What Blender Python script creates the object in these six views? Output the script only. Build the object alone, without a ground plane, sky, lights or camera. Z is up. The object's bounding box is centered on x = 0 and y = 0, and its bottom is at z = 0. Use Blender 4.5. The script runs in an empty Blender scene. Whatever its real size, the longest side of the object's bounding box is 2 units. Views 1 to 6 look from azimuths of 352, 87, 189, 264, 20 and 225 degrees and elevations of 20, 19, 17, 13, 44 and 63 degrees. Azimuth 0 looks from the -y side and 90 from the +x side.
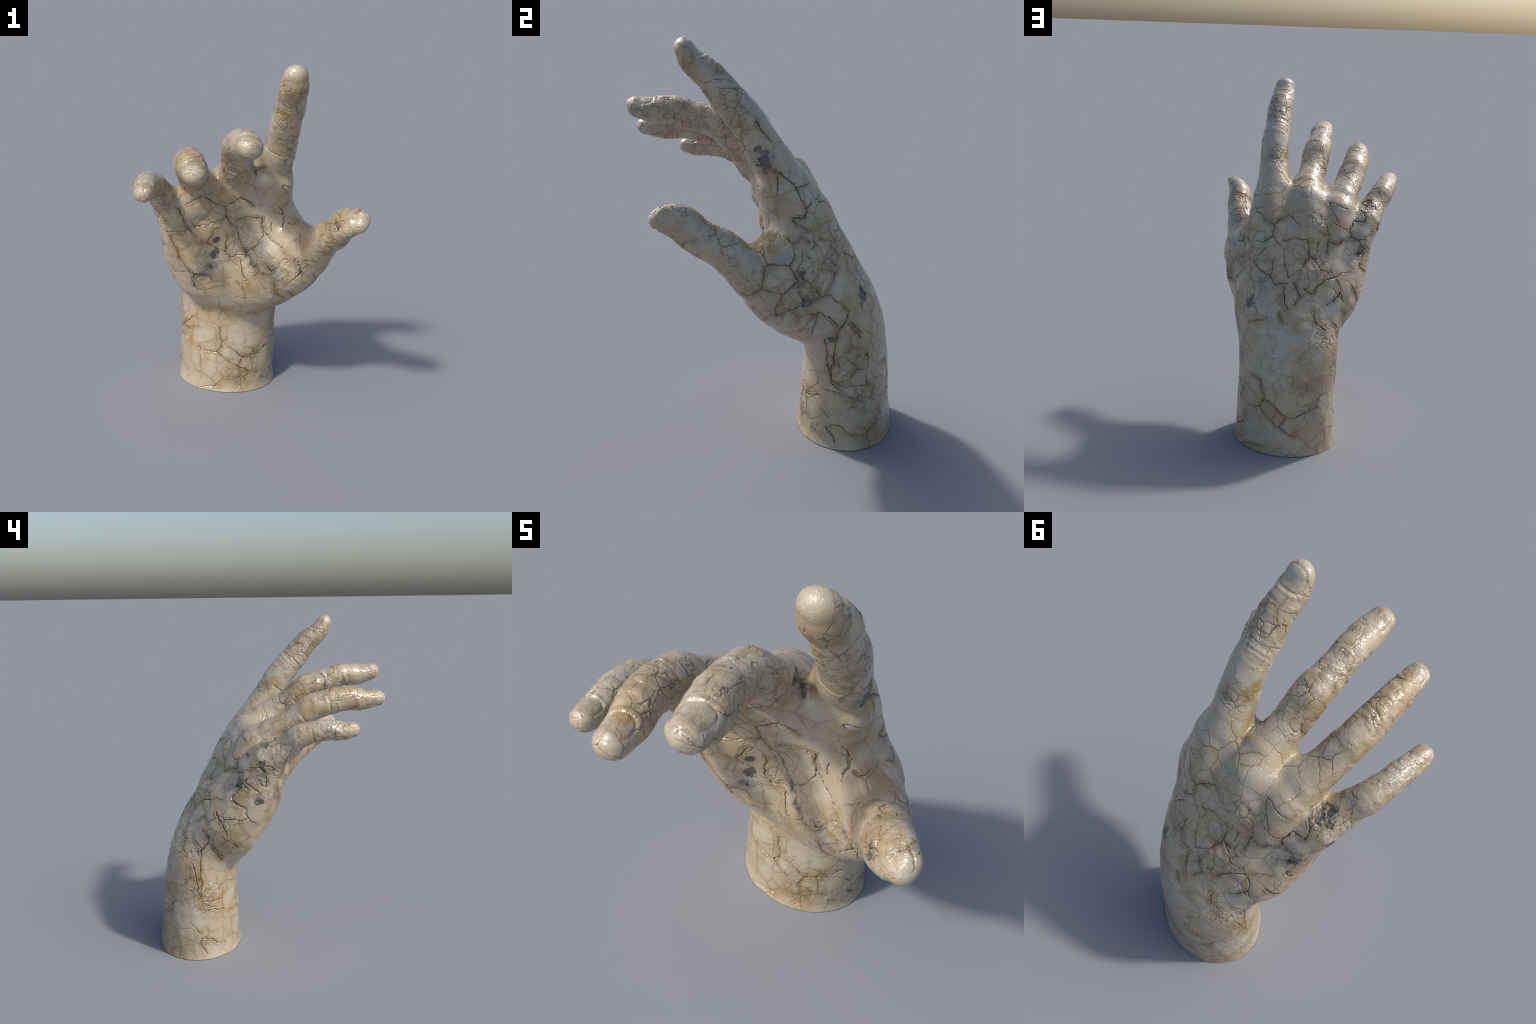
"""A weathered marble hand: forearm stump, palm, four fingers and a thumb, covered in cracks.

The body is described as bones (spines with an oval cross-section at each control point), melted
into one smooth surface, then given nails, skin creases and a net of cracks.  Afterwards the faces
are separated by region into named parts that share their border vertices and normals.
"""
import bpy
import numpy as np

# ---------------------------------------------------------------- bones
# each row: x, y, z of the spine, half width (sideways), half depth (palm to back)
BONES = {
    "forearm": [
        (-0.011, 0.423, -0.042, 0.312, 0.259),
        (-0.012, 0.424, 0.040, 0.291, 0.244),
        (-0.014, 0.418, 0.170, 0.289, 0.235),
        (-0.015, 0.415, 0.368, 0.283, 0.221),
        (-0.010, 0.396, 0.577, 0.287, 0.203),
        (0.017, 0.315, 0.744, 0.292, 0.184),
    ],
    "index_bone": [
        (0.131, 0.241, 0.859, 0.163, 0.135),
        (0.118, 0.253, 0.976, 0.142, 0.136),
        (0.105, 0.172, 1.134, 0.125, 0.131),
        (0.157, 0.094, 1.289, 0.106, 0.127),
    ],
    "middle_bone": [
        (-0.085, 0.203, 0.776, 0.160, 0.162),
        (-0.073, 0.164, 0.943, 0.140, 0.150),
        (-0.077, 0.137, 1.157, 0.123, 0.141),
        (-0.049, 0.075, 1.334, 0.101, 0.122),
    ],
    "ring_bone": [
        (-0.148, 0.309, 0.792, 0.046, 0.057),
        (-0.194, 0.246, 0.952, 0.062, 0.078),
        (-0.237, 0.156, 1.137, 0.077, 0.097),
        (-0.233, 0.060, 1.272, 0.098, 0.116),
    ],
    "little_bone": [
        (-0.209, 0.302, 0.698, 0.079, 0.161),
        (-0.312, 0.223, 0.856, 0.079, 0.131),
        (-0.346, 0.113, 1.026, 0.080, 0.107),
        (-0.366, 0.080, 1.153, 0.081, 0.106),
    ],
    "slab": [
        (-0.087, 0.270, 0.986, 0.211, 0.108),
        (-0.050, 0.203, 1.054, 0.228, 0.106),
        (-0.026, 0.165, 1.133, 0.253, 0.119),
        (-0.008, 0.122, 1.193, 0.280, 0.130),
    ],
    "arch": [
        (0.195, 0.011, 1.355, 0.069, 0.044),
        (0.073, -0.017, 1.367, 0.050, 0.050),
        (-0.034, -0.023, 1.364, 0.031, 0.051),
        (-0.134, -0.043, 1.340, 0.030, 0.053),
        (-0.217, -0.025, 1.313, 0.030, 0.058),
        (-0.295, -0.040, 1.254, 0.030, 0.063),
        (-0.339, -0.031, 1.180, 0.035, 0.064),
    ],
    "heel": [
        (-0.227, 0.231, 0.810, 0.120, 0.156),
        (-0.232, 0.123, 0.924, 0.105, 0.124),
        (-0.209, 0.052, 1.069, 0.097, 0.084),
    ],
    "thenar": [
        (0.048, 0.285, 0.725, 0.228, 0.232),
        (0.157, 0.139, 0.810, 0.208, 0.217),
        (0.259, 0.037, 0.901, 0.176, 0.192),
        (0.314, -0.016, 0.979, 0.128, 0.175),
    ],
    "web": [
        (0.145, 0.115, 0.992, 0.160, 0.147),
        (0.194, 0.109, 1.029, 0.228, 0.124),
    ],
    "thumb": [
        (0.366, -0.113, 0.994, 0.091, 0.101),
        (0.397, -0.211, 1.106, 0.089, 0.088),
        (0.435, -0.308, 1.174, 0.087, 0.076),
        (0.452, -0.400, 1.250, 0.084, 0.066),
        (0.487, -0.456, 1.283, 0.074, 0.054),
        (0.507, -0.479, 1.292, 0.059, 0.042),
    ],
    "index_finger": [
        (0.153, 0.055, 1.394, 0.102, 0.091),
        (0.165, 0.002, 1.464, 0.091, 0.089),
        (0.172, -0.047, 1.528, 0.084, 0.089),
        (0.180, -0.107, 1.633, 0.081, 0.084),
        (0.181, -0.195, 1.738, 0.076, 0.078),
        (0.183, -0.260, 1.821, 0.071, 0.069),
        (0.178, -0.349, 1.897, 0.068, 0.060),
        (0.177, -0.381, 1.946, 0.059, 0.049),
    ],
    "middle_finger": [
        (-0.038, -0.001, 1.400, 0.084, 0.098),
        (-0.047, -0.118, 1.473, 0.082, 0.087),
        (-0.058, -0.214, 1.574, 0.080, 0.076),
        (-0.064, -0.299, 1.609, 0.075, 0.070),
        (-0.061, -0.386, 1.637, 0.071, 0.069),
        (-0.059, -0.437, 1.656, 0.071, 0.068),
        (-0.049, -0.548, 1.654, 0.069, 0.061),
        (-0.051, -0.620, 1.671, 0.061, 0.051),
    ],
    "ring_finger": [
        (-0.241, -0.012, 1.362, 0.088, 0.070),
        (-0.268, -0.103, 1.416, 0.082, 0.070),
        (-0.291, -0.218, 1.492, 0.076, 0.074),
        (-0.294, -0.311, 1.521, 0.074, 0.075),
        (-0.295, -0.417, 1.547, 0.068, 0.071),
        (-0.286, -0.517, 1.535, 0.061, 0.060),
        (-0.284, -0.603, 1.543, 0.054, 0.047),
    ],
    "little_finger": [
        (-0.392, 0.050, 1.228, 0.081, 0.082),
        (-0.431, -0.067, 1.304, 0.073, 0.073),
        (-0.470, -0.127, 1.364, 0.066, 0.065),
        (-0.490, -0.223, 1.395, 0.061, 0.059),
        (-0.499, -0.293, 1.402, 0.057, 0.057),
        (-0.504, -0.361, 1.394, 0.052, 0.051),
        (-0.506, -0.412, 1.402, 0.046, 0.040),
    ],
}
# sideways direction of each bone's cross-section; spine x sideways points to the back of the hand
SIDEWAYS = {name: (1, 0, 0) for name in BONES}
SIDEWAYS.update(forearm=(1, -0.2, 0), slab=(1, 0, 0.18), arch=(0, 1, 0), thenar=(0.7, 0.3, 0.5), thumb=(-0.32, -0.575, -0.72), ring_finger=(1, 0.1, 0), little_finger=(1, 0.2, 0))
FINGERS = ["thumb", "index_finger", "middle_finger", "ring_finger", "little_finger"]
PALM_BONES = [n for n in BONES if n not in FINGERS]
MELT_PALM, MELT_FINGER = 0.03, 0.05
CELL = 0.0105                     # size of the body's mesh cells before subdivision

# nails: start and end measured back from the finger's tip, half angle round the finger
NAILS = {"thumb": (.018, .135, 58), "index_finger": (.012, .125, 60), "middle_finger": (.012, .125, 60),
         "ring_finger": (.012, .115, 60), "little_finger": (.010, .095, 60)}
# creases across the inside of each finger, measured back from the tip: (distance, depth)
CREASES = {"thumb": ((.215, .0045), (.232, .003)), "index_finger": ((.185, .003), (.205, .002), (.345, .005), (.36, .002), (.545, .004)),
           "middle_finger": ((.20, .003), (.36, .005), (.56, .004)), "ring_finger": ((.19, .003), (.335, .005), (.50, .004)),
           "little_finger": ((.14, .003), (.25, .004), (.38, .003))}
# wrinkled skin over the back of the joints: (distance from tip, spread, depth)
KNUCKLES = {"thumb": ((.225, .05, .0035),), "index_finger": ((.20, .045, .003), (.36, .06, .0045)),
            "middle_finger": ((.215, .05, .003), (.375, .06, .0045)), "ring_finger": ((.20, .045, .003), (.35, .06, .0045)),
            "little_finger": ((.15, .04, .003), (.26, .05, .004))}


def dense(rows, sub):
    """Catmull-Rom curve through the control rows."""
    r = np.asarray(rows, float)
    e = np.vstack([2 * r[0] - r[1], r, 2 * r[-1] - r[-2]])
    t = np.linspace(0, 1, sub, endpoint=False)[:, None]
    out = []
    for i in range(len(r) - 1):
        a, b, c, d = e[i:i + 4]
        out.append(.5 * (2 * b + (c - a) * t + (2 * a - 5 * b + 4 * c - d) * t * t + (3 * b - a - 3 * c + d) * t ** 3))
    return np.vstack(out + [r[-1:]])


def bone(points, name):
    """Distance to a bone's skin, with each point's place on it: distance back from the tip, angle from the back."""
    D = dense(BONES[name], 4)
    side = np.asarray(SIDEWAYS[name], float)
    A, V = D[:-1, :3], D[1:, :3] - D[:-1, :3]
    L2 = (V * V).sum(1)
    AV = (A * V).sum(1)
    PV = points @ V.T
    T = np.clip((PV - AV) / L2, 0, 1)
    d2 = (points * points).sum(1)[:, None] - 2 * points @ A.T + (A * A).sum(1) - 2 * T * (PV - AV) + T * T * L2
    i = d2.argmin(1)
    t = T[np.arange(len(points)), i]
    f = t[:, None]
    q = points - (A[i] + f * V[i])
    tan = np.gradient(D[:, :3], axis=0)
    tan /= np.linalg.norm(tan, axis=1, keepdims=True)
    lat = side - (tan @ side)[:, None] * tan
    lat /= np.linalg.norm(lat, axis=1, keepdims=True)
    ax = tan[i] * (1 - f) + tan[i + 1] * f
    la = lat[i] * (1 - f) + lat[i + 1] * f
    ax /= np.linalg.norm(ax, axis=1, keepdims=True)
    la -= (la * ax).sum(1, keepdims=True) * ax
    la /= np.linalg.norm(la, axis=1, keepdims=True)
    up = np.cross(ax, la)
    w = D[i, 3] * (1 - t) + D[i + 1, 3] * t
    d = D[i, 4] * (1 - t) + D[i + 1, 4] * t
    e = .5 * (w + d)
    x, y, z = (q * la).sum(1), (q * up).sum(1), (q * ax).sum(1)
    z = np.where(((i == 0) & (t == 0)) | ((i == len(A) - 1) & (t == 1)), z, 0)
    k0 = np.sqrt((x / w) ** 2 + (y / d) ** 2 + (z / e) ** 2) + 1e-9
    k1 = np.sqrt((x / w ** 2) ** 2 + (y / d ** 2) ** 2 + (z / e ** 2) ** 2) + 1e-9
    dist = np.where(k0 < .2, -.8 * np.minimum(w, d), k0 * (k0 - 1) / k1)
    arc = np.concatenate([[0], np.cumsum(np.sqrt(L2))])
    back = arc[-1] + e[-1] * 0 + D[-1, 3:5].mean() - (arc[i] + t * np.sqrt(L2[i]) + z)
    return dist, back, np.arctan2(x / w, y / d)


def near(points, name, margin):
    D = np.asarray(BONES[name], float)
    r = D[:, 3:].max(1, keepdims=True) + margin
    return np.all((points > (D[:, :3] - r).min(0)) & (points < (D[:, :3] + r).max(0)), axis=1)


def bone_far(points, name, margin=.12):
    out = np.full(len(points), .3)
    m = near(points, name, margin)
    if m.any():
        out[m] = bone(points[m], name)[0]
    return out


def melt(a, b, k):
    h = np.clip(.5 + .5 * (b - a) / k, 0, 1)
    return b + (a - b) * h - k * h * (1 - h)


def body(points):
    s = np.stack([bone_far(points, n) for n in PALM_BONES])
    m = s.min(0)
    palm = m - MELT_PALM * np.log(np.exp(-(s - m) / MELT_PALM).sum(0))
    return np.min([melt(palm, bone_far(points, n), MELT_FINGER) for n in FINGERS], axis=0)


# ---------------------------------------------------------------- surface of the body
def skin_mesh():
    """Surface nets over the distance field, snapped onto its zero level."""
    lo = np.array([-.64, -.76, -.05])
    n = np.ceil((np.array([.68, .76, 2.07]) - lo) / CELL).astype(int) + 1
    # coarse pass: only cells near the skin are worth the fine evaluation
    step = 4
    nc = n // step + 2
    gc = np.stack(np.meshgrid(*[lo[a] + (np.arange(nc[a]) * step + (step - 1) / 2) * CELL for a in range(3)], indexing="ij"), -1)
    coarse = body(gc.reshape(-1, 3)).reshape(nc)
    field = np.repeat(np.repeat(np.repeat(coarse, step, 0), step, 1), step, 2)[:n[0], :n[1], :n[2]].copy()
    idx = np.argwhere(np.abs(field) < CELL * step * 1.15)
    field[tuple(idx.T)] = body(lo + idx * CELL)
    inside = field < 0
    corners = [(i, j, k) for i in (0, 1) for j in (0, 1) for k in (0, 1)]
    cut = lambda c: tuple(slice(o, n[a] - 1 + o) for a, o in enumerate(c))
    count = sum(inside[cut(c)].astype(int) for c in corners)
    cells = np.argwhere((count > 0) & (count < 8))
    number = np.full(n - 1, -1)
    number[tuple(cells.T)] = np.arange(len(cells))
    total, hits = np.zeros((len(cells), 3)), np.zeros(len(cells))
    for c in corners:
        for a in range(3):
            if c[a]:
                continue
            e = list(c)
            e[a] = 1
            fa, fb = field[tuple((cells + c).T)], field[tuple((cells + e).T)]
            m = (fa < 0) != (fb < 0)
            p = cells[m] + np.asarray(c, float)
            p[:, a] += fa[m] / (fa[m] - fb[m])
            total[m] += p
            hits[m] += 1
    verts = lo + CELL * total / hits[:, None]
    quads = []
    for a in range(3):
        b, c = (a + 1) % 3, (a + 2) % 3
        first = [slice(None)] * 3
        second = [slice(None)] * 3
        first[a], second[a] = slice(0, n[a] - 1), slice(1, n[a])
        f0, f1 = inside[tuple(first)], inside[tuple(second)]
        e = np.argwhere(f0 != f1)
        e = e[(e[:, b] > 0) & (e[:, c] > 0) & (e[:, b] < n[b] - 1) & (e[:, c] < n[c] - 1)]
        flip = f1[tuple(e.T)]
        ring = []
        for ob, oc in ((1, 1), (0, 1), (0, 0), (1, 0)):
            v = e.copy()
            v[:, b] -= ob
            v[:, c] -= oc
            ring.append(number[tuple(v.T)])
        q = np.stack(ring, 1)
        q[flip] = q[flip][:, ::-1]
        quads.append(q)
    quads = np.vstack(quads)
    quads = quads[(quads >= 0).all(1)]
    for _ in range(2):                                   # snap to the zero level
        d = body(verts)
        g = np.stack([body(verts + np.eye(3)[a] * .002) - d for a in range(3)], 1) / .002
        verts = verts - np.clip(d / np.maximum((g * g).sum(1), .2), -.006, .006)[:, None] * g
    return verts, quads


def new_mesh(name, verts, quads):
    me = bpy.data.meshes.new(name)
    me.vertices.add(len(verts))
    me.vertices.foreach_set("co", np.ascontiguousarray(verts, np.float32).ravel())
    me.loops.add(quads.size)
    me.loops.foreach_set("vertex_index", np.ascontiguousarray(quads, np.int32).ravel())
    me.polygons.add(len(quads))
    me.polygons.foreach_set("loop_start", np.arange(0, quads.size, 4, dtype=np.int32))
    me.update(calc_edges=True)
    me.validate()
    return me


def arrays(me):
    v = np.empty(len(me.vertices) * 3, np.float32)
    me.vertices.foreach_get("co", v)
    q = np.empty(len(me.loops), np.int32)
    me.loops.foreach_get("vertex_index", q)
    nrm = np.empty(len(me.vertices) * 3, np.float32)
    me.vertex_normals.foreach_get("vector", nrm)
    return v.reshape(-1, 3).astype(float), q.reshape(-1, 4), nrm.reshape(-1, 3).astype(float)


def evaluated(me, modifier):
    ob = bpy.data.objects.new("work", me)
    bpy.context.scene.collection.objects.link(ob)
    modifier(ob)
    graph = bpy.context.evaluated_depsgraph_get()
    out = bpy.data.meshes.new_from_object(ob.evaluated_get(graph))
    bpy.data.objects.remove(ob)
    return out


# ---------------------------------------------------------------- skin details
def wobble(p, seed, scale):
    """Cheap smooth noise: a few sine waves in random directions."""
    rng = np.random.default_rng(seed)
    out = np.zeros(len(p))
    for _ in range(7):
        k = rng.normal(size=3)
        k *= scale * rng.uniform(.6, 1.5) / np.linalg.norm(k)
        out += np.sin(p @ k + rng.uniform(0, 6.28))
    return out / 2.65


def smooth(a, b, x):
    t = np.clip((x - a) / (b - a), 0, 1)
    return t * t * (3 - 2 * t)


def carve_details(v, nrm):
    """Nails, finger creases and knuckle wrinkles, as offsets along the normal. Also says where the nails are."""
    off = np.zeros(len(v))
    nail = np.full(len(v), -1)
    for k, name in enumerate(FINGERS):
        m = np.flatnonzero(near(v, name, .02))
        d, back, ang = bone(v[m], name)
        m, back, ang = m[np.abs(d) < .03], back[np.abs(d) < .03], ang[np.abs(d) < .03]
        p = v[m]
        a, b, half = NAILS[name]
        half = np.radians(half)
        f = (np.abs(ang) / half) ** 2.6 + (np.abs(back - .5 * (a + b)) / (.5 * (b - a))) ** 2.6
        f = f + .04 * wobble(p, 5 + k, 60)
        rim = smooth(.5, 1.3, back / b)                       # the fold is deepest at the root
        off[m] += -.0046 * np.exp(-((f - 1) / .24) ** 2) * (.35 + .65 * rim)
        off[m] += .0024 * np.exp(-((f - 1.9) / .6) ** 2) * (.25 + .75 * rim) * (np.abs(ang) < 1.9)
        off[m] += -.0010 * (f < 1)
        nail[m[f < 1.0]] = k
        palm_side = smooth(.9, 1.9, np.abs(ang))
        w = wobble(p, 40 + k, 45)
        for c, depth in CREASES[name]:
            off[m] -= depth * np.exp(-((back - c + .006 * w + .012 * np.cos(ang)) / .0055) ** 2) * palm_side
        for c, spread, depth in KNUCKLES[name]:
            g = np.exp(-((back - c) / spread) ** 2) * smooth(2.0, .9, np.abs(ang))
            rng = np.random.default_rng(60 + k)
            fold = np.zeros(len(m))
            for _ in range(6):                                 # short folds that cross and run out
                fold += np.sin(back * 2 * np.pi / rng.uniform(.022, .06) + ang * rng.normal(0, 3.) + 2.6 * wobble(p, int(rng.integers(1e6)), 28) + rng.uniform(0, 6.3))
            off[m] += .34 * depth * g * np.clip(fold / 2.0, -1.2, .4) * (.6 + .6 * wobble(p, 90 + k, 30))
    off += .0018 * wobble(v, 3, 32) + .0010 * wobble(v, 4, 75)    # hand-worked unevenness
    return off, nail


# ---------------------------------------------------------------- cracks, shared by geometry and material
# x, y, z, radius, strength
DARK_CHIPS = [  # dark broken-out places
    (0.251, -0.043, 1.480, 0.085, 0.75),
    (0.038, -0.048, 1.459, 0.07, 0.6),
    (-0.396, 0.046, 1.322, 0.08, 0.75),
    (-0.386, 0.074, 1.309, 0.05, 0.6),
    (-0.139, 0.004, 0.957, 0.045, 0.9),
    (-0.123, -0.010, 1.037, 0.035, 0.75),
    (-0.205, 0.036, 0.813, 0.05, 0.9),
    (-0.162, 0.019, 0.875, 0.045, 0.75),
    (0.028, -0.010, 0.963, 0.04, 0.6),
    (0.059, -0.044, 0.900, 0.05, 0.55),
    (0.399, 0.159, 0.863, 0.06, 0.6),
    (0.407, 0.123, 0.968, 0.06, 0.55),
    (0.305, 0.296, 0.642, 0.05, 0.55),
    (0.151, 0.411, 0.943, 0.045, 0.8),
    (0.138, 0.376, 1.049, 0.035, 0.7),
    (0.207, 0.450, 0.811, 0.05, 0.75),
    (-0.469, 0.062, 1.202, 0.06, 0.6),
    (-0.420, 0.086, 0.997, 0.06, 0.65),
    (-0.294, 0.422, 0.671, 0.05, 0.6),
    (-0.385, 0.197, 1.084, 0.04, 0.6),
    (0.405, -0.454, 1.267, 0.045, 0.6),
    (0.545, -0.487, 1.273, 0.05, 0.33),
    (0.512, -0.343, 1.192, 0.03, 0.6),
    (-0.408, 0.019, 1.337, 0.07, 0.6),
    (-0.551, -0.270, 1.425, 0.05, 0.5),
]
STAINS = [  # yellow brown stains
    (0.071, -0.045, 0.768, 0.09, 0.9),
    (0.362, -0.021, 1.125, 0.09, 0.9),
    (-0.163, 0.607, 0.444, 0.13, 0.9),
    (-0.039, 0.540, 0.760, 0.12, 0.7),
    (0.111, -0.013, 1.582, 0.07, 0.9),
    (-0.108, -0.133, 1.576, 0.08, 0.9),
    (-0.353, -0.193, 1.526, 0.07, 0.7),
    (0.098, -0.074, 1.601, 0.06, 0.9),
    (-0.354, -0.186, 1.517, 0.08, 0.9),
    (-0.117, -0.144, 1.575, 0.08, 0.8),
    (0.168, -0.156, 1.550, 0.09, 0.8),
    (0.144, -0.280, 1.749, 0.07, 0.7),
    (0.016, -0.039, 1.202, 0.08, 0.6),
    (-0.202, -0.039, 1.102, 0.06, 0.6),
    (-0.414, 0.173, 1.027, 0.07, 0.8),
    (-0.281, -0.547, 1.591, 0.05, 0.9),
    (-0.035, -0.617, 1.720, 0.05, 0.8),
    (0.395, -0.427, 1.269, 0.06, 0.8),
    (0.110, 0.215, 1.337, 0.12, 0.8),
    (0.253, -0.006, 1.401, 0.08, 0.7),
    (0.331, -0.029, 1.137, 0.1, 0.8),
    (-0.181, 0.250, 0.476, 0.1, 0.6),
    (-0.274, 0.511, 0.504, 0.12, 0.6),
]
DAMAGE = [  # patches of dense cracking
    (-0.291, -0.595, 1.589, 0.06, 0.9),
    (-0.318, -0.299, 1.590, 0.09, 1),
    (-0.085, -0.303, 1.681, 0.1, 0.9),
    (0.134, -0.175, 1.803, 0.13, 0.9),
    (0.130, 0.015, 1.572, 0.1, 0.9),
    (-0.506, -0.244, 1.457, 0.14, 1),
    (-0.440, 0.080, 1.100, 0.17, 1),
    (-0.294, 0.443, 0.433, 0.18, 1),
    (0.399, 0.156, 0.938, 0.17, 1),
    (0.149, 0.417, 0.930, 0.14, 0.9),
    (0.040, -0.020, 0.953, 0.13, 0.9),
    (-0.176, 0.009, 0.900, 0.12, 0.8),
    (-0.051, 0.193, 0.268, 0.12, 0.8),
    (-0.352, 0.204, 1.108, 0.14, 1),
    (-0.227, 0.516, 0.692, 0.13, 0.8),
    (0.501, -0.490, 1.336, 0.07, 1),
    (-0.273, -0.457, 1.609, 0.08, 0.8),
    (0.045, 0.604, 0.546, 0.12, 0.7),
]

CRACKS_FRONT = [  # (x, z) paths of the long cracks seen from the palm; the back has them too, mirrored
    [(-0.302, 1.252), (-0.251, 1.278), (-0.16, 1.322)],
    [(-0.204, 1.285), (-0.137, 1.251), (-0.096, 1.233), (-0.05, 1.272), (-0.014, 1.286), (0.049, 1.24)],
    [(-0.096, 1.233), (-0.092, 1.168), (-0.034, 1.109), (0.004, 1.012), (0.021, 0.977)],
    [(-0.092, 1.168), (-0.155, 1.136), (-0.251, 1.122)],
    [(-0.394, 1.075), (-0.283, 1.1)],
    [(-0.338, 1.226), (-0.316, 1.165), (-0.283, 1.104), (-0.244, 1.057)],
    [(-0.212, 1.039), (-0.144, 0.996), (-0.082, 0.967), (-0.056, 0.934), (0.017, 0.948)],
    [(0.021, 0.977), (0.062, 0.996), (0.114, 1.064), (0.104, 1.154)],
    [(-0.182, 1.032), (-0.132, 1.101)],
    [(-0.004, 0.93), (0.009, 0.864), (0.026, 0.822)],
    [(0.043, 0.956), (0.098, 0.882), (0.066, 0.839)],
    [(-0.082, 0.967), (-0.073, 1.061)],
    [(0.116, 1.086), (0.162, 1.047), (0.231, 0.998)],
    [(-0.382, 0.927), (-0.325, 0.917), (-0.251, 0.818), (-0.243, 0.738), (-0.211, 0.712), (-0.156, 0.732), (-0.09, 0.753)],
    [(-0.382, 0.919), (-0.358, 0.809), (-0.282, 0.839)],
    [(-0.378, 1.06), (-0.325, 0.917)],
    [(0.241, 0.83), (0.311, 0.891), (0.343, 0.821)],
    [(-0.01, 0.787), (0.014, 0.741)],
    [(-0.032, 1.154), (0.049, 1.17), (0.104, 1.16)],
    [(0.195, 1.235), (0.216, 1.19), (0.215, 1.108)],
    [(-0.188, 0.447), (-0.088, 0.421), (-0.064, 0.316)],
    [(-0.064, 0.316), (-0.093, 0.259), (-0.151, 0.249), (-0.203, 0.267)],
    [(-0.064, 0.316), (-0.025, 0.3), (0.061, 0.231), (0.103, 0.227), (0.232, 0.286)],
    [(0.061, 0.231), (0.026, 0.166), (-0.093, 0.259)],
    [(-0.194, 0.008), (-0.078, 0.035)],
    [(0.026, 0.166), (0.112, 0.122)],
    [(0.2, 1.351), (0.213, 1.32), (0.269, 1.254), (0.273, 1.235)],
    [(0.2, 1.351), (0.269, 1.335), (0.312, 1.316)],
    [(0.232, 1.253), (0.299, 1.221), (0.33, 1.217), (0.339, 1.254), (0.334, 1.3)],
    [(0.33, 1.217), (0.337, 1.172), (0.384, 1.15), (0.463, 1.169)],
    [(0.339, 1.254), (0.407, 1.251), (0.411, 1.279), (0.375, 1.306)],
    [(0.337, 1.172), (0.268, 1.141), (0.232, 1.148)],
    [(0.223, 1.171), (0.213, 1.096)],
    [(0.174, 1.205), (0.218, 1.182), (0.195, 1.234)],
    [(0.104, 1.164), (0.12, 1.083), (0.158, 1.066)],
    [(0.161, 1.146), (0.157, 1.095)],
    [(0.384, 1.15), (0.42, 1.096), (0.376, 1.076)],
    [(0.115, 0.926), (0.157, 0.894), (0.211, 0.96), (0.305, 0.987), (0.354, 0.993)],
    [(0.271, 0.85), (0.31, 0.899), (0.285, 0.969)],
    [(0.177, 0.814), (0.184, 0.756), (0.247, 0.71)],
    [(0.262, 0.769), (0.312, 0.703)],
    [(0.373, 0.91), (0.398, 0.844), (0.35, 0.765)],
]
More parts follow.
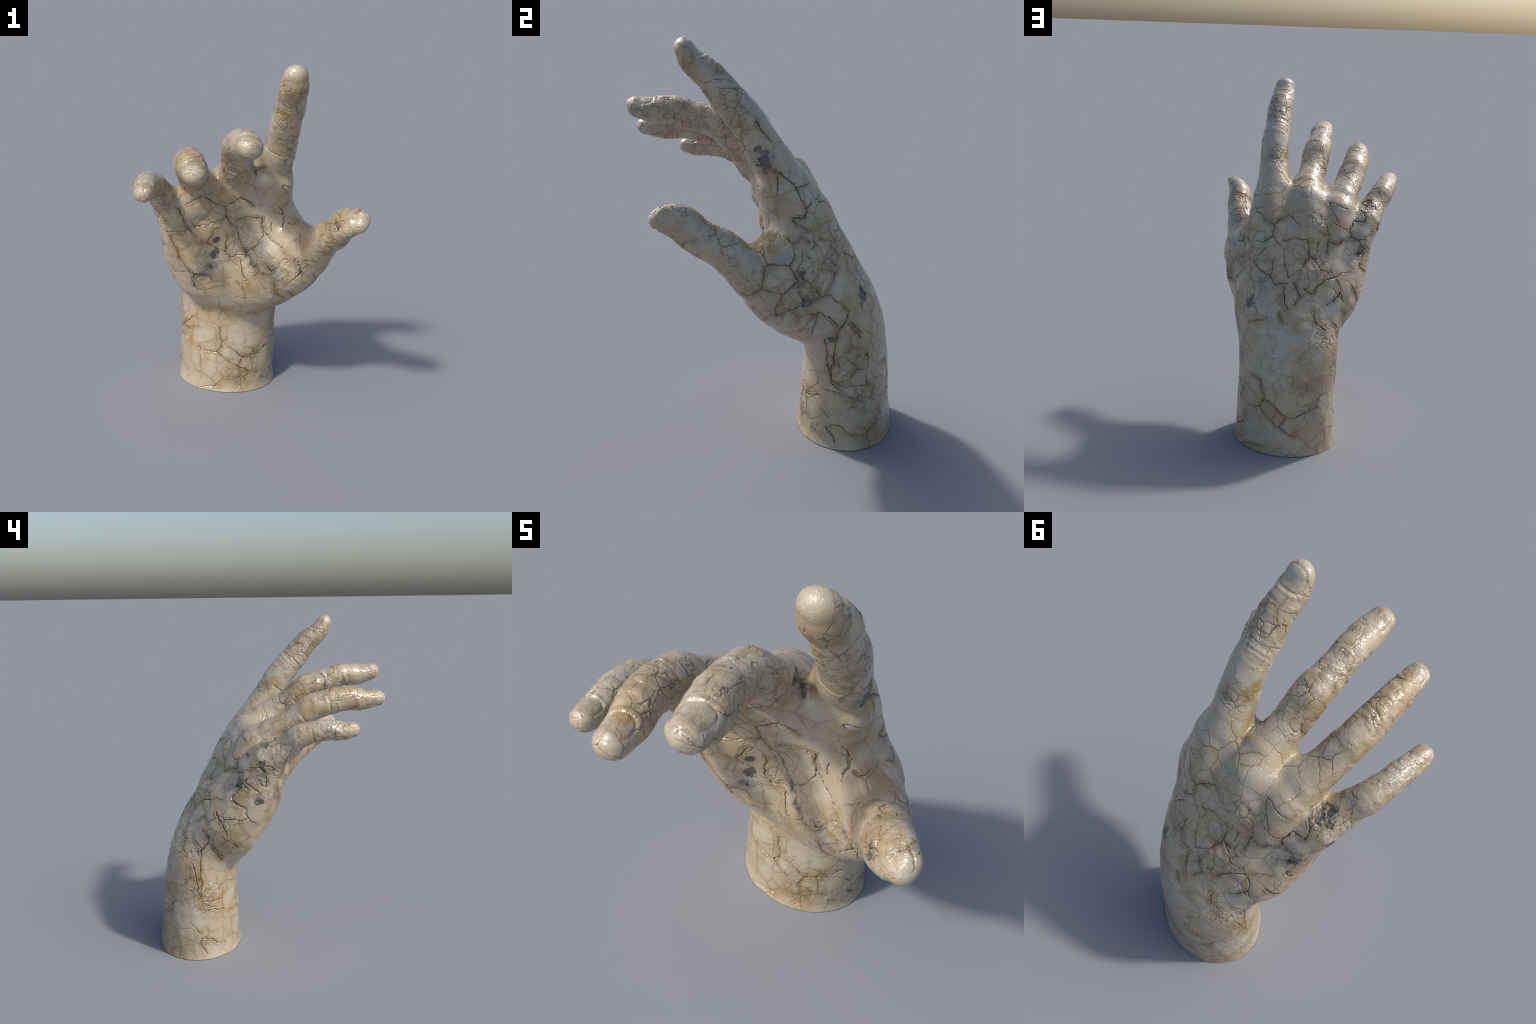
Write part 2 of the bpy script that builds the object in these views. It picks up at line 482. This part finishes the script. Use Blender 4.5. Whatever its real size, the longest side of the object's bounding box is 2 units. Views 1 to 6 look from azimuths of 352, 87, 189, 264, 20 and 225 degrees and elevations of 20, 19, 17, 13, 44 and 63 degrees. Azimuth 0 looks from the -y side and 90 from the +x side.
CRACKS_SIDE = [  # (y, z) paths seen from the thumb side; the far side has them too, mirrored
    [(0.089, 1.221), (0.144, 1.232), (0.154, 1.261), (0.126, 1.305)],
    [(0.154, 1.261), (0.181, 1.28)],
    [(0.094, 1.214), (0.156, 1.171)],
    [(0.059, 1.147), (0.091, 1.124), (0.135, 1.141), (0.18, 1.111)],
    [(0.091, 1.124), (0.094, 1.079), (0.074, 1.039), (0.084, 1.015), (0.114, 0.969)],
    [(-0.03, 1.055), (0.007, 1.056), (0.065, 1.044)],
    [(-0.047, 1.1), (-0.03, 1.063), (-0.049, 1.023), (-0.058, 0.954), (-0.011, 0.94), (0.037, 0.911), (0.114, 0.964)],
    [(0.133, 1.092), (0.133, 1.059), (0.108, 1.021), (0.133, 0.976), (0.173, 0.946), (0.216, 0.979)],
    [(0.148, 1.094), (0.163, 1.062), (0.189, 1.048), (0.178, 0.995)],
    [(0.173, 0.946), (0.18, 0.889)],
    [(0.173, 0.946), (0.206, 0.896), (0.238, 0.867), (0.27, 0.897), (0.293, 0.955)],
    [(0.114, 0.917), (0.13, 0.884), (0.166, 0.855), (0.217, 0.873), (0.27, 0.868), (0.361, 0.763), (0.357, 0.725), (0.33, 0.685)],
    [(0.126, 0.853), (0.069, 0.833), (0.012, 0.806), (0.007, 0.825), (0.037, 0.911)],
    [(0.196, 0.785), (0.133, 0.686)],
    [(0.211, 0.788), (0.205, 0.722), (0.191, 0.659)],
    [(0.211, 0.794), (0.253, 0.763), (0.303, 0.7)],
    [(0.362, 0.718), (0.437, 0.617)],
    [(-0.058, 0.954), (-0.117, 0.909), (-0.145, 0.934)],
    [(0.206, 0.789), (0.135, 0.793), (0.122, 0.755)],
    [(0.343, 1.034), (0.41, 0.915), (0.47, 0.781)],
    [(0.022, 1.431), (0.094, 1.374), (0.138, 1.295), (0.15, 1.259), (0.184, 1.29)],
    [(0.101, 1.353), (0.189, 1.376)],
    [(0.022, 1.424), (0.022, 1.375), (0.016, 1.316), (-0.026, 1.31)],
    [(-0.08, 1.657), (-0.037, 1.593), (-0.008, 1.557)],
    [(-0.299, 1.817), (-0.231, 1.837)],
    [(0.35, 0.717), (0.318, 0.674), (0.311, 0.608), (0.313, 0.478), (0.306, 0.374), (0.34, 0.362), (0.386, 0.391), (0.437, 0.446), (0.495, 0.44), (0.48, 0.532)],
    [(0.34, 0.362), (0.379, 0.354), (0.475, 0.355)],
    [(0.283, 0.316), (0.364, 0.301), (0.445, 0.283)],
    [(0.302, 0.363), (0.381, 0.312)],
    [(0.476, 0.423), (0.484, 0.367), (0.511, 0.339)],
    [(0.262, 0.624), (0.282, 0.511), (0.306, 0.374)],
    [(0.234, 0.233), (0.266, 0.209), (0.301, 0.168)],
    [(0.295, 0.104), (0.319, 0.128), (0.363, 0.121), (0.409, 0.086), (0.485, 0.066), (0.554, 0.124)],
    [(0.295, 0.104), (0.321, 0.071), (0.336, 0.03)],
    [(0.536, 1.216), (0.538, 1.142), (0.559, 1.091), (0.592, 1.062)],
    [(0.576, 1.134), (0.578, 1.106), (0.654, 1.041)],
    [(0.613, 1.243), (0.663, 1.225), (0.727, 1.183), (0.699, 1.17)],
    [(0.59, 1.195), (0.66, 1.193)],
    [(0.68, 1.163), (0.684, 1.08)],
    [(0.638, 1.125), (0.662, 1.087)],
    [(0.504, 1.0), (0.58, 0.959)],
    [(0.548, 1.07), (0.51, 1.048), (0.5, 1.004)],
    [(0.403, 0.917), (0.44, 0.84)],
    [(0.441, 0.883), (0.48, 0.891), (0.548, 0.88), (0.589, 0.896)],
    [(0.494, 0.995), (0.577, 0.953), (0.583, 0.903)],
    [(0.439, 0.781), (0.527, 0.709)],
    [(0.376, 0.719), (0.441, 0.633)],
    [(0.322, 0.829), (0.371, 0.76), (0.335, 0.691)],
    [(0.268, 0.764), (0.318, 0.696)],
    [(0.583, 0.897), (0.632, 0.849), (0.649, 0.88)],
]


class Net:
    """Small helper that lays math nodes; works for shader trees and for geometry trees alike."""

    def __init__(self, tree, position, normal, paths=("all", CRACKS_FRONT, CRACKS_SIDE), calm=0.):
        self.tree, self.position, self.normal, self.paths, self.calm = tree, position, normal, paths, calm

    def node(self, kind, **settings):
        n = self.tree.nodes.new(kind)
        for k, v in settings.items():
            setattr(n, k, v)
        return n

    def feed(self, socket, value):
        if isinstance(value, (int, float, tuple)):
            socket.default_value = value
        else:
            self.tree.links.new(value, socket)

    def math(self, op, a, b=None, c=None, clamp=False):
        n = self.node("ShaderNodeMath", operation=op, use_clamp=clamp)
        for s, v in zip(n.inputs, (a, b, c)):
            if v is not None:
                self.feed(s, v)
        return n.outputs[0]

    def vec(self, op, a, b=None, scale=None):
        n = self.node("ShaderNodeVectorMath", operation=op)
        self.feed(n.inputs[0], a)
        if b is not None:
            self.feed(n.inputs[1], b)
        if scale is not None:
            self.feed(n.inputs["Scale"], scale)
        return n.outputs["Value" if op in ("DISTANCE", "LENGTH", "DOT_PRODUCT") else "Vector"]

    def ramp(self, x, a, b, lo=0., hi=1.):
        n = self.node("ShaderNodeMapRange", interpolation_type="SMOOTHSTEP")
        for key, v in (("Value", x), ("From Min", a), ("From Max", b), ("To Min", lo), ("To Max", hi)):
            self.feed(n.inputs[key], v)
        return n.outputs["Result"]

    def noise(self, scale, detail=3., rough=.55, at=None, colour=False):
        n = self.node("ShaderNodeTexNoise", noise_dimensions="3D")
        self.feed(n.inputs["Vector"], self.position if at is None else at)
        for key, v in (("Scale", scale), ("Detail", detail), ("Roughness", rough)):
            n.inputs[key].default_value = v
        return n.outputs["Color" if colour else "Fac"] if colour else n.outputs[0]

    def voronoi(self, scale, feature, at, random=1.):
        n = self.node("ShaderNodeTexVoronoi", feature=feature, voronoi_dimensions="3D")
        self.feed(n.inputs["Vector"], at)
        n.inputs["Scale"].default_value = scale
        n.inputs["Randomness"].default_value = random
        return n

    def warped(self, scale, amount, detail=2.):
        c = self.noise(scale, detail, .6, colour=True)
        return self.vec("ADD", self.position, self.vec("SCALE", self.vec("SUBTRACT", c, (.5, .5, .5)), scale=amount))

    def after(self, vector, value):
        """The same vector, but worked out only once the value is known: keeps the shader's working set small."""
        if value is None:
            return vector
        return self.vec("SCALE", vector, scale=self.math("MULTIPLY_ADD", value, 1e-7, 1.))

    def sub(self, name, vector, value, lay):
        """A node group with its own small tree (quick to build, shared where it repeats): vector, value -> value."""
        kind = self.tree.bl_idname
        key = name + "_" + kind
        tree = bpy.data.node_groups.get(key)
        if tree is None:
            tree = bpy.data.node_groups.new(key, kind)
            tree.interface.new_socket("Vector", in_out="INPUT", socket_type="NodeSocketVector")
            tree.interface.new_socket("Value", in_out="INPUT", socket_type="NodeSocketFloat")
            tree.interface.new_socket("Value", in_out="OUTPUT", socket_type="NodeSocketFloat")
            enter, leave = tree.nodes.new("NodeGroupInput"), tree.nodes.new("NodeGroupOutput")
            inner = Net(tree, enter.outputs[0], None)
            tree.links.new(lay(inner, enter.outputs[0], enter.outputs[1]), leave.inputs[0])
        n = self.node("GeometryNodeGroup" if kind == "GeometryNodeTree" else "ShaderNodeGroup", node_tree=tree)
        self.feed(n.inputs[0], vector)
        self.feed(n.inputs[1], value)
        return n.outputs[0]

    def spots(self, name, places, at):
        """Soft balls round the listed places: 1 in the middle, 0 at the radius."""
        total = 0.
        for first in range(0, len(places), 6):
            def lay(net, at, total, some=places[first:first + 6]):
                at = net.after(at, total)
                for x, y, z, radius, strength in some:
                    s = net.ramp(net.vec("DISTANCE", at, (x, y, z)), radius * .35, radius, strength, 0.)
                    total = net.math("MAXIMUM", total, s)
                return total
            total = self.sub(f"{name}_{first}", at, total, lay)
        return total


def nearest_path(net, name, flat, paths, best):
    """Distance in a plane from the point to the nearest of the crack paths."""
    for first in range(0, len(paths), 5):
        def lay(net, flat, best, some=paths[first:first + 5]):
            for path in some:
                flat = net.after(flat, best)
                for (ax, ay), (bx, by) in zip(path, path[1:]):
                    dx, dy = bx - ax, by - ay
                    rel = net.vec("SUBTRACT", flat, (ax, ay, 0.))
                    along = net.math("MULTIPLY", net.vec("DOT_PRODUCT", rel, (dx, dy, 0.)), 1 / (dx * dx + dy * dy), clamp=True)
                    d = net.vec("DISTANCE", rel, net.vec("SCALE", (dx, dy, 0.), scale=along))
                    best = net.math("MINIMUM", best, d)
            return best
        best = net.sub(f"{name}_{first}", flat, best, lay)
    return best


def paths_near(name, low, high):
    """The crack paths that can reach a part, so that its material need not look at the others."""
    m = .07
    def touches(path, axis, mirror):
        for u0, u1 in ((low[axis], high[axis]), (mirror - high[axis], mirror - low[axis])):
            p = np.array(path)
            if (p[:, 0].max() > u0 - m and p[:, 0].min() < u1 + m and p[:, 1].max() > low[2] - m and p[:, 1].min() < high[2] + m):
                return True
        return False
    return (name, [p for p in CRACKS_FRONT if touches(p, 0, .015)], [p for p in CRACKS_SIDE if touches(p, 1, .735)])


def crack_net(net):
    """Long cracks, branching cracks, broken-out chips and patches of dense damage; each 0 to 1."""
    w1 = net.warped(7., .075, 4.)
    w2 = net.warped(15., .05, 4.)
    w3 = net.warped(19., .042, 5.)
    split = net.node("ShaderNodeSeparateXYZ")
    net.feed(split.inputs[0], w3)
    x, y, z = split.outputs
    facing = net.node("ShaderNodeSeparateXYZ")
    net.feed(facing.inputs[0], net.normal)
    nx, ny, nz = facing.outputs
    # long cracks run straight through the stone: the same paths show on opposite faces, mirrored
    across = net.math("MULTIPLY_ADD", net.math("SUBTRACT", .015, net.math("MULTIPLY", x, 2.)), net.math("GREATER_THAN", ny, 0.), x)
    deep = net.math("MULTIPLY_ADD", net.math("SUBTRACT", .735, net.math("MULTIPLY", y, 2.)), net.math("LESS_THAN", nx, 0.), y)
    flat = []
    for u in (across, deep):
        n = net.node("ShaderNodeCombineXYZ")
        net.feed(n.inputs[0], u)
        net.feed(n.inputs[1], z)
        flat.append(n.outputs[0])
    sideways = net.ramp(net.math("SUBTRACT", net.math("ABSOLUTE", nx), net.math("ABSOLUTE", ny)), -.08, .08)
    front = nearest_path(net, net.paths[0] + "_front_cracks", flat[0], net.paths[1], .06)
    side = nearest_path(net, net.paths[0] + "_side_cracks", net.after(flat[1], front), net.paths[2], .06)
    gap = net.math("ADD", net.math("MULTIPLY", side, sideways), net.math("MULTIPLY", front, net.math("SUBTRACT", 1., sideways)))
    width = net.ramp(net.noise(11., 3.), .34, .66, .0015, .0050)
    long = net.ramp(gap, net.math("MULTIPLY", width, .2), width, 1., 0.)
    long = net.math("MULTIPLY", long, net.ramp(net.noise(9.3, 3.), .32, .52, .50, 1.))
    # a second, thinner crack runs beside the first here and there
    beside = net.ramp(net.math("ABSOLUTE", net.math("SUBTRACT", gap, .0115)), .0003, .0022, 1., 0.)
    beside = net.math("MULTIPLY", beside, net.ramp(net.noise(10.7, 2.), .56, .64, 0., .6))
    long = net.math("MAXIMUM", long, beside)
    # fingers and thumb have their own finer net
    split_p = net.node("ShaderNodeSeparateXYZ")
    net.feed(split_p.inputs[0], net.position)
    finger = net.ramp(split_p.outputs[1], -.02, -.12)
    worn = net.math("MAXIMUM", net.ramp(net.noise(3.2, 2.), .53, .66), net.spots("damage", DAMAGE, w2))
    worn = net.math("MAXIMUM", worn, net.math("MULTIPLY", finger, net.ramp(net.noise(7., 2.), .40, .58)))
    edge = net.voronoi(10.5, "DISTANCE_TO_EDGE", w1).outputs["Distance"]
    mesh = net.ramp(edge, 0., net.ramp(net.noise(5.5, 2.), .38, .66, .008, .028), 1., 0.)
    mesh = net.math("MULTIPLY", mesh, net.ramp(net.noise(4.1, 2.), .36, .50, .25, 1.))
    mesh = net.math("MULTIPLY", mesh, net.math("MULTIPLY_ADD", finger, .3, .6))
    mesh = net.math("MULTIPLY", mesh, net.math("SUBTRACT", 1., net.math("MULTIPLY", finger, net.ramp(net.noise(6.4, 2.), .56, .44, 0., .85))))
    rough_skin = net.math("SUBTRACT", 1., net.math("MULTIPLY", net.calm, .8))      # nails are smoother
    mesh = net.math("MULTIPLY", mesh, rough_skin)
    main = net.math("MAXIMUM", long, mesh)
    # branching cracks: finer net, only in worn patches
    edge2 = net.voronoi(18., "DISTANCE_TO_EDGE", w2).outputs["Distance"]
    branch = net.math("MULTIPLY", net.ramp(edge2, 0., net.ramp(net.noise(9., 2.), .38, .66, .006, .040), 1., 0.), net.math("MULTIPLY", worn, rough_skin))
    # chips: whole small cells broken out inside the damaged places
    cells = net.voronoi(36., "F1", w2)
    lot = net.node("ShaderNodeTexWhiteNoise", noise_dimensions="3D")
    net.feed(lot.inputs["Vector"], cells.outputs["Position"])
    hurt = net.spots("chips", DARK_CHIPS, cells.outputs["Position"])
    chip = net.ramp(net.math("MULTIPLY_ADD", lot.outputs["Value"], .6, hurt), .86, .92)
    return dict(long=long, mesh=mesh, main=main, branch=branch, chip=chip, worn=worn, hurt=net.spots("chips", DARK_CHIPS, w2), w1=w1, w2=w2, gap=gap, edge=edge, finger=finger)


def crack_displacer():
    tree = bpy.data.node_groups.new("crack_relief", "GeometryNodeTree")
    tree.interface.new_socket("Geometry", in_out="INPUT", socket_type="NodeSocketGeometry")
    tree.interface.new_socket("Geometry", in_out="OUTPUT", socket_type="NodeSocketGeometry")
    enter, leave = tree.nodes.new("NodeGroupInput"), tree.nodes.new("NodeGroupOutput")
    net = Net(tree, tree.nodes.new("GeometryNodeInputPosition").outputs[0], tree.nodes.new("GeometryNodeInputNormal").outputs[0])
    mark = tree.nodes.new("GeometryNodeInputNamedAttribute")
    mark.inputs["Name"].default_value = "nail"
    net.calm = mark.outputs["Attribute"]
    c = crack_net(net)
    depth = net.math("MULTIPLY_ADD", c["mesh"], -.0052, net.math("MULTIPLY", c["long"], -.0088))
    depth = net.math("MULTIPLY_ADD", c["branch"], -.0048, depth)
    depth = net.math("MULTIPLY_ADD", c["chip"], -.0050, depth)
    lump = net.math("SUBTRACT", net.noise(28., 4., .6), .5)
    depth = net.math("MULTIPLY_ADD", net.math("MULTIPLY", lump, net.math("MULTIPLY_ADD", c["worn"], 1.2, .10)), .008, depth)
    move = tree.nodes.new("GeometryNodeSetPosition")
    tree.links.new(enter.outputs[0], move.inputs["Geometry"])
    tree.links.new(net.vec("SCALE", net.normal, scale=depth), move.inputs["Offset"])
    tree.links.new(move.outputs[0], leave.inputs[0])
    return tree


def marble(name, paths, calm=0.):
    mat = bpy.data.materials.new(name)
    mat.use_nodes = True
    tree = mat.node_tree
    tree.nodes.clear()
    out = tree.nodes.new("ShaderNodeOutputMaterial")
    bsdf = tree.nodes.new("ShaderNodeBsdfPrincipled")
    tree.links.new(bsdf.outputs[0], out.inputs[0])
    where = tree.nodes.new("ShaderNodeTexCoord")
    net = Net(tree, where.outputs["Object"], where.outputs["Normal"], paths, calm)
    c = crack_net(net)

    def mix(fac, a, b):
        n = net.node("ShaderNodeMix", data_type="RGBA")
        net.feed(n.inputs[0], fac)
        for s, v in ((n.inputs[6], a), (n.inputs[7], b)):
            if isinstance(v, tuple):
                s.default_value = (*v, 1)
            else:
                tree.links.new(v, s)
        return n.outputs[2]

    cloud = net.noise(4.5, 4., .6)
    colour = mix(net.ramp(cloud, .35, .65), (0.462, 0.41, 0.32), (0.418, 0.325, 0.205))
    # each block between cracks has a tint of its own
    block = net.node("ShaderNodeTexVoronoi", feature="F1", voronoi_dimensions="3D")
    net.feed(block.inputs["Vector"], c["w1"])
    block.inputs["Scale"].default_value = 10.5
    tint = net.node("ShaderNodeSeparateXYZ")
    net.feed(tint.inputs[0], block.outputs["Color"])
    colour = mix(net.ramp(tint.outputs[0], .35, 1., 0., .32), colour, (0.38, 0.285, 0.165))
    # brownish yellow stains soaked into the stone
    soak = net.ramp(net.noise(6., 5., .62, at=c["w2"]), .49, .69, 0., .55)
    soak = net.math("MAXIMUM", soak, net.math("MULTIPLY", net.spots("stains", STAINS, c["w2"]), net.ramp(net.noise(11., 4.), .3, .6)))
    colour = mix(soak, colour, (0.3, 0.198, 0.072))
    mottle = net.ramp(net.noise(26., 5., .62), .44, .72, 0., .32)
    colour = mix(mottle, colour, (0.32, 0.255, 0.17))
    # dirt halo along the long cracks, then the cracks themselves
    colour = mix(net.math("MULTIPLY", net.ramp(c["gap"], 0., .030, .8, 0.), net.ramp(net.noise(7., 3.), .38, .60)), colour, (0.28, 0.185, 0.075))
    colour = mix(net.math("MULTIPLY", net.ramp(c["edge"], 0., .15, .6, 0.), net.ramp(net.noise(6.3, 3.), .44, .62)), colour, (0.28, 0.185, 0.075))
    colour = mix(net.math("MULTIPLY", c["worn"], net.ramp(net.noise(24., 4., .6), .45, .68, 0., .45)), colour, (0.19, 0.145, 0.085))
    colour = mix(net.math("MULTIPLY", c["hurt"], net.ramp(net.noise(30., 4., .6), .35, .6, .2, .8)), colour, (0.13, 0.11, 0.085))
    colour = mix(net.math("MULTIPLY", c["branch"], .75), colour, (0.1, 0.075, 0.045))
    colour = mix(net.math("MULTIPLY", c["chip"], net.ramp(net.noise(55., 4., .65), .38, .56, .35, .92)), colour, (0.05, 0.046, 0.042))
    colour = mix(net.math("MULTIPLY", c["main"], .9), colour, (0.055, 0.044, 0.031))
    tree.links.new(colour, bsdf.inputs["Base Color"])
    rough = net.ramp(net.noise(18., 4.), .3, .7, .20, .33)
    tree.links.new(net.math("MULTIPLY_ADD", c["chip"], .25, rough), bsdf.inputs["Roughness"])
    bsdf.inputs["Specular IOR Level"].default_value = 1.
    # fine grain: hair cracks and a pitted polish
    hair = net.ramp(net.voronoi(46., "DISTANCE_TO_EDGE", net.warped(30., .03, 3.)).outputs["Distance"], 0., .07, -.7, 0.)
    hair = net.math("MULTIPLY", hair, net.ramp(net.noise(8., 2.), .46, .58))
    grain = net.math("ADD", net.math("MULTIPLY", net.noise(26., 4., .5), .35), hair)
    grain = net.math("MULTIPLY_ADD", c["branch"], -.6, grain)
    bump = tree.nodes.new("ShaderNodeBump")
    bump.inputs["Strength"].default_value = .30
    bump.inputs["Distance"].default_value = .006
    tree.links.new(grain, bump.inputs["Height"])
    tree.links.new(bump.outputs[0], bsdf.inputs["Normal"])
    return mat


# ---------------------------------------------------------------- assembly
def region_of(points):
    """Which part each face belongs to."""
    hand = np.min([bone_far(points, n) for n in PALM_BONES if n != "forearm"], axis=0)
    arm = bone_far(points, "forearm")
    table = np.stack([arm - .0, hand] + [bone_far(points, n) - .004 for n in FINGERS])
    which = table.argmin(0)
    return np.where((which < 2), np.where(points[:, 2] < 0.66 - .0 * points[:, 1], 0, 1), which)


def separate(name, verts, quads, nrm, mat, parent):
    used = np.unique(quads)
    back = np.full(len(verts), -1)
    back[used] = np.arange(len(used))
    me = new_mesh(name, verts[used], back[quads])
    me.polygons.foreach_set("use_smooth", np.ones(len(me.polygons), bool))
    me.normals_split_custom_set_from_vertices(nrm[used].astype(np.float32))
    me.materials.append(mat)
    ob = bpy.data.objects.new(name, me)
    bpy.context.scene.collection.objects.link(ob)
    ob.parent = parent
    return ob


def stump_cut(verts, quads):
    """Level the underside: drop the faces below the ground and pull the rim to z = 0."""
    keep = (verts[quads][:, :, 2] > -CELL * .12).any(1)
    quads = quads[keep]
    low = verts[:, 2] < CELL * .05
    verts[low, 2] = 0
    return verts, quads


def underside(verts, quads):
    """Closing face under the stump: a fan from the rim to the middle, built of thin quads."""
    e = np.concatenate([quads[:, [i, (i + 1) % 4]] for i in range(4)])
    key = np.sort(e, 1)
    _, first, count = np.unique(key, axis=0, return_index=True, return_counts=True)
    rim = e[first[count == 1]]
    rim = rim[(verts[rim][:, :, 2] < .004).all(1)]
    nxt = dict(rim.tolist())
    loops = []
    while nxt:
        a = next(iter(nxt))
        loop = [a]
        b = nxt.pop(a)
        while b in nxt:
            loop.append(b)
            b = nxt.pop(b)
        loops.append(loop)
    return max(loops, key=len)


def build():
    verts, quads = skin_mesh()
    def refine(ob):
        m = ob.modifiers.new("refine", "SUBSURF")
        m.levels = m.render_levels = 2
        m.use_limit_surface = False
    me = evaluated(new_mesh("body", verts, quads), refine)
    v, q, nrm = arrays(me)
    off, nail = carve_details(v, nrm)
    v = v + nrm * off[:, None]
    me = new_mesh("body", v, q)
    me.attributes.new("nail", "FLOAT", "POINT").data.foreach_set("value", (nail >= 0).astype(np.float32))
    def crack(ob):
        ob.modifiers.new("cracks", "NODES").node_group = crack_displacer()
    me = evaluated(me, crack)
    v, q, nrm = arrays(me)
    v, q = stump_cut(v, q)

    thing = bpy.data.objects.new("cracked_stone_hand", None)
    thing["label"] = "cracked weathered cream marble hand on a cut forearm"
    thing["category"] = "hand sculpture"
    bpy.context.scene.collection.objects.link(thing)

    which = region_of(v[q].mean(1))
    names = ["forearm", "palm"] + FINGERS
    nail_face = np.where((nail[q] >= 0).all(1), nail[q][:, 0], -1)
    for k, name in enumerate(names):
        mine = (which == k) & (nail_face < 0) if k < 2 else (which == k) & (nail_face != k - 2)
        own = v[q[which == k]].reshape(-1, 3)
        stone = marble("cracked_marble_" + name, paths_near(name, own.min(0), own.max(0)))
        part = separate(name, v, q[mine], nrm, stone, thing)
        if k >= 2:
            plate = marble("nail_marble_" + name, paths_near(name, own.min(0), own.max(0)), 1.)
            separate("fingernail", v, q[(which == k) & (nail_face == k - 2)], nrm, plate, part)
    loop = underside(v, q)
    sole = bpy.data.meshes.new("cut_face")
    sole.from_pydata([tuple(p) for p in v[loop]], [], [list(range(len(loop)))[::-1]])
    sole.materials.append(bpy.data.materials["cracked_marble_forearm"])
    base = bpy.data.objects.new("cut_face", sole)
    bpy.context.scene.collection.objects.link(base)
    base.parent = thing


build()
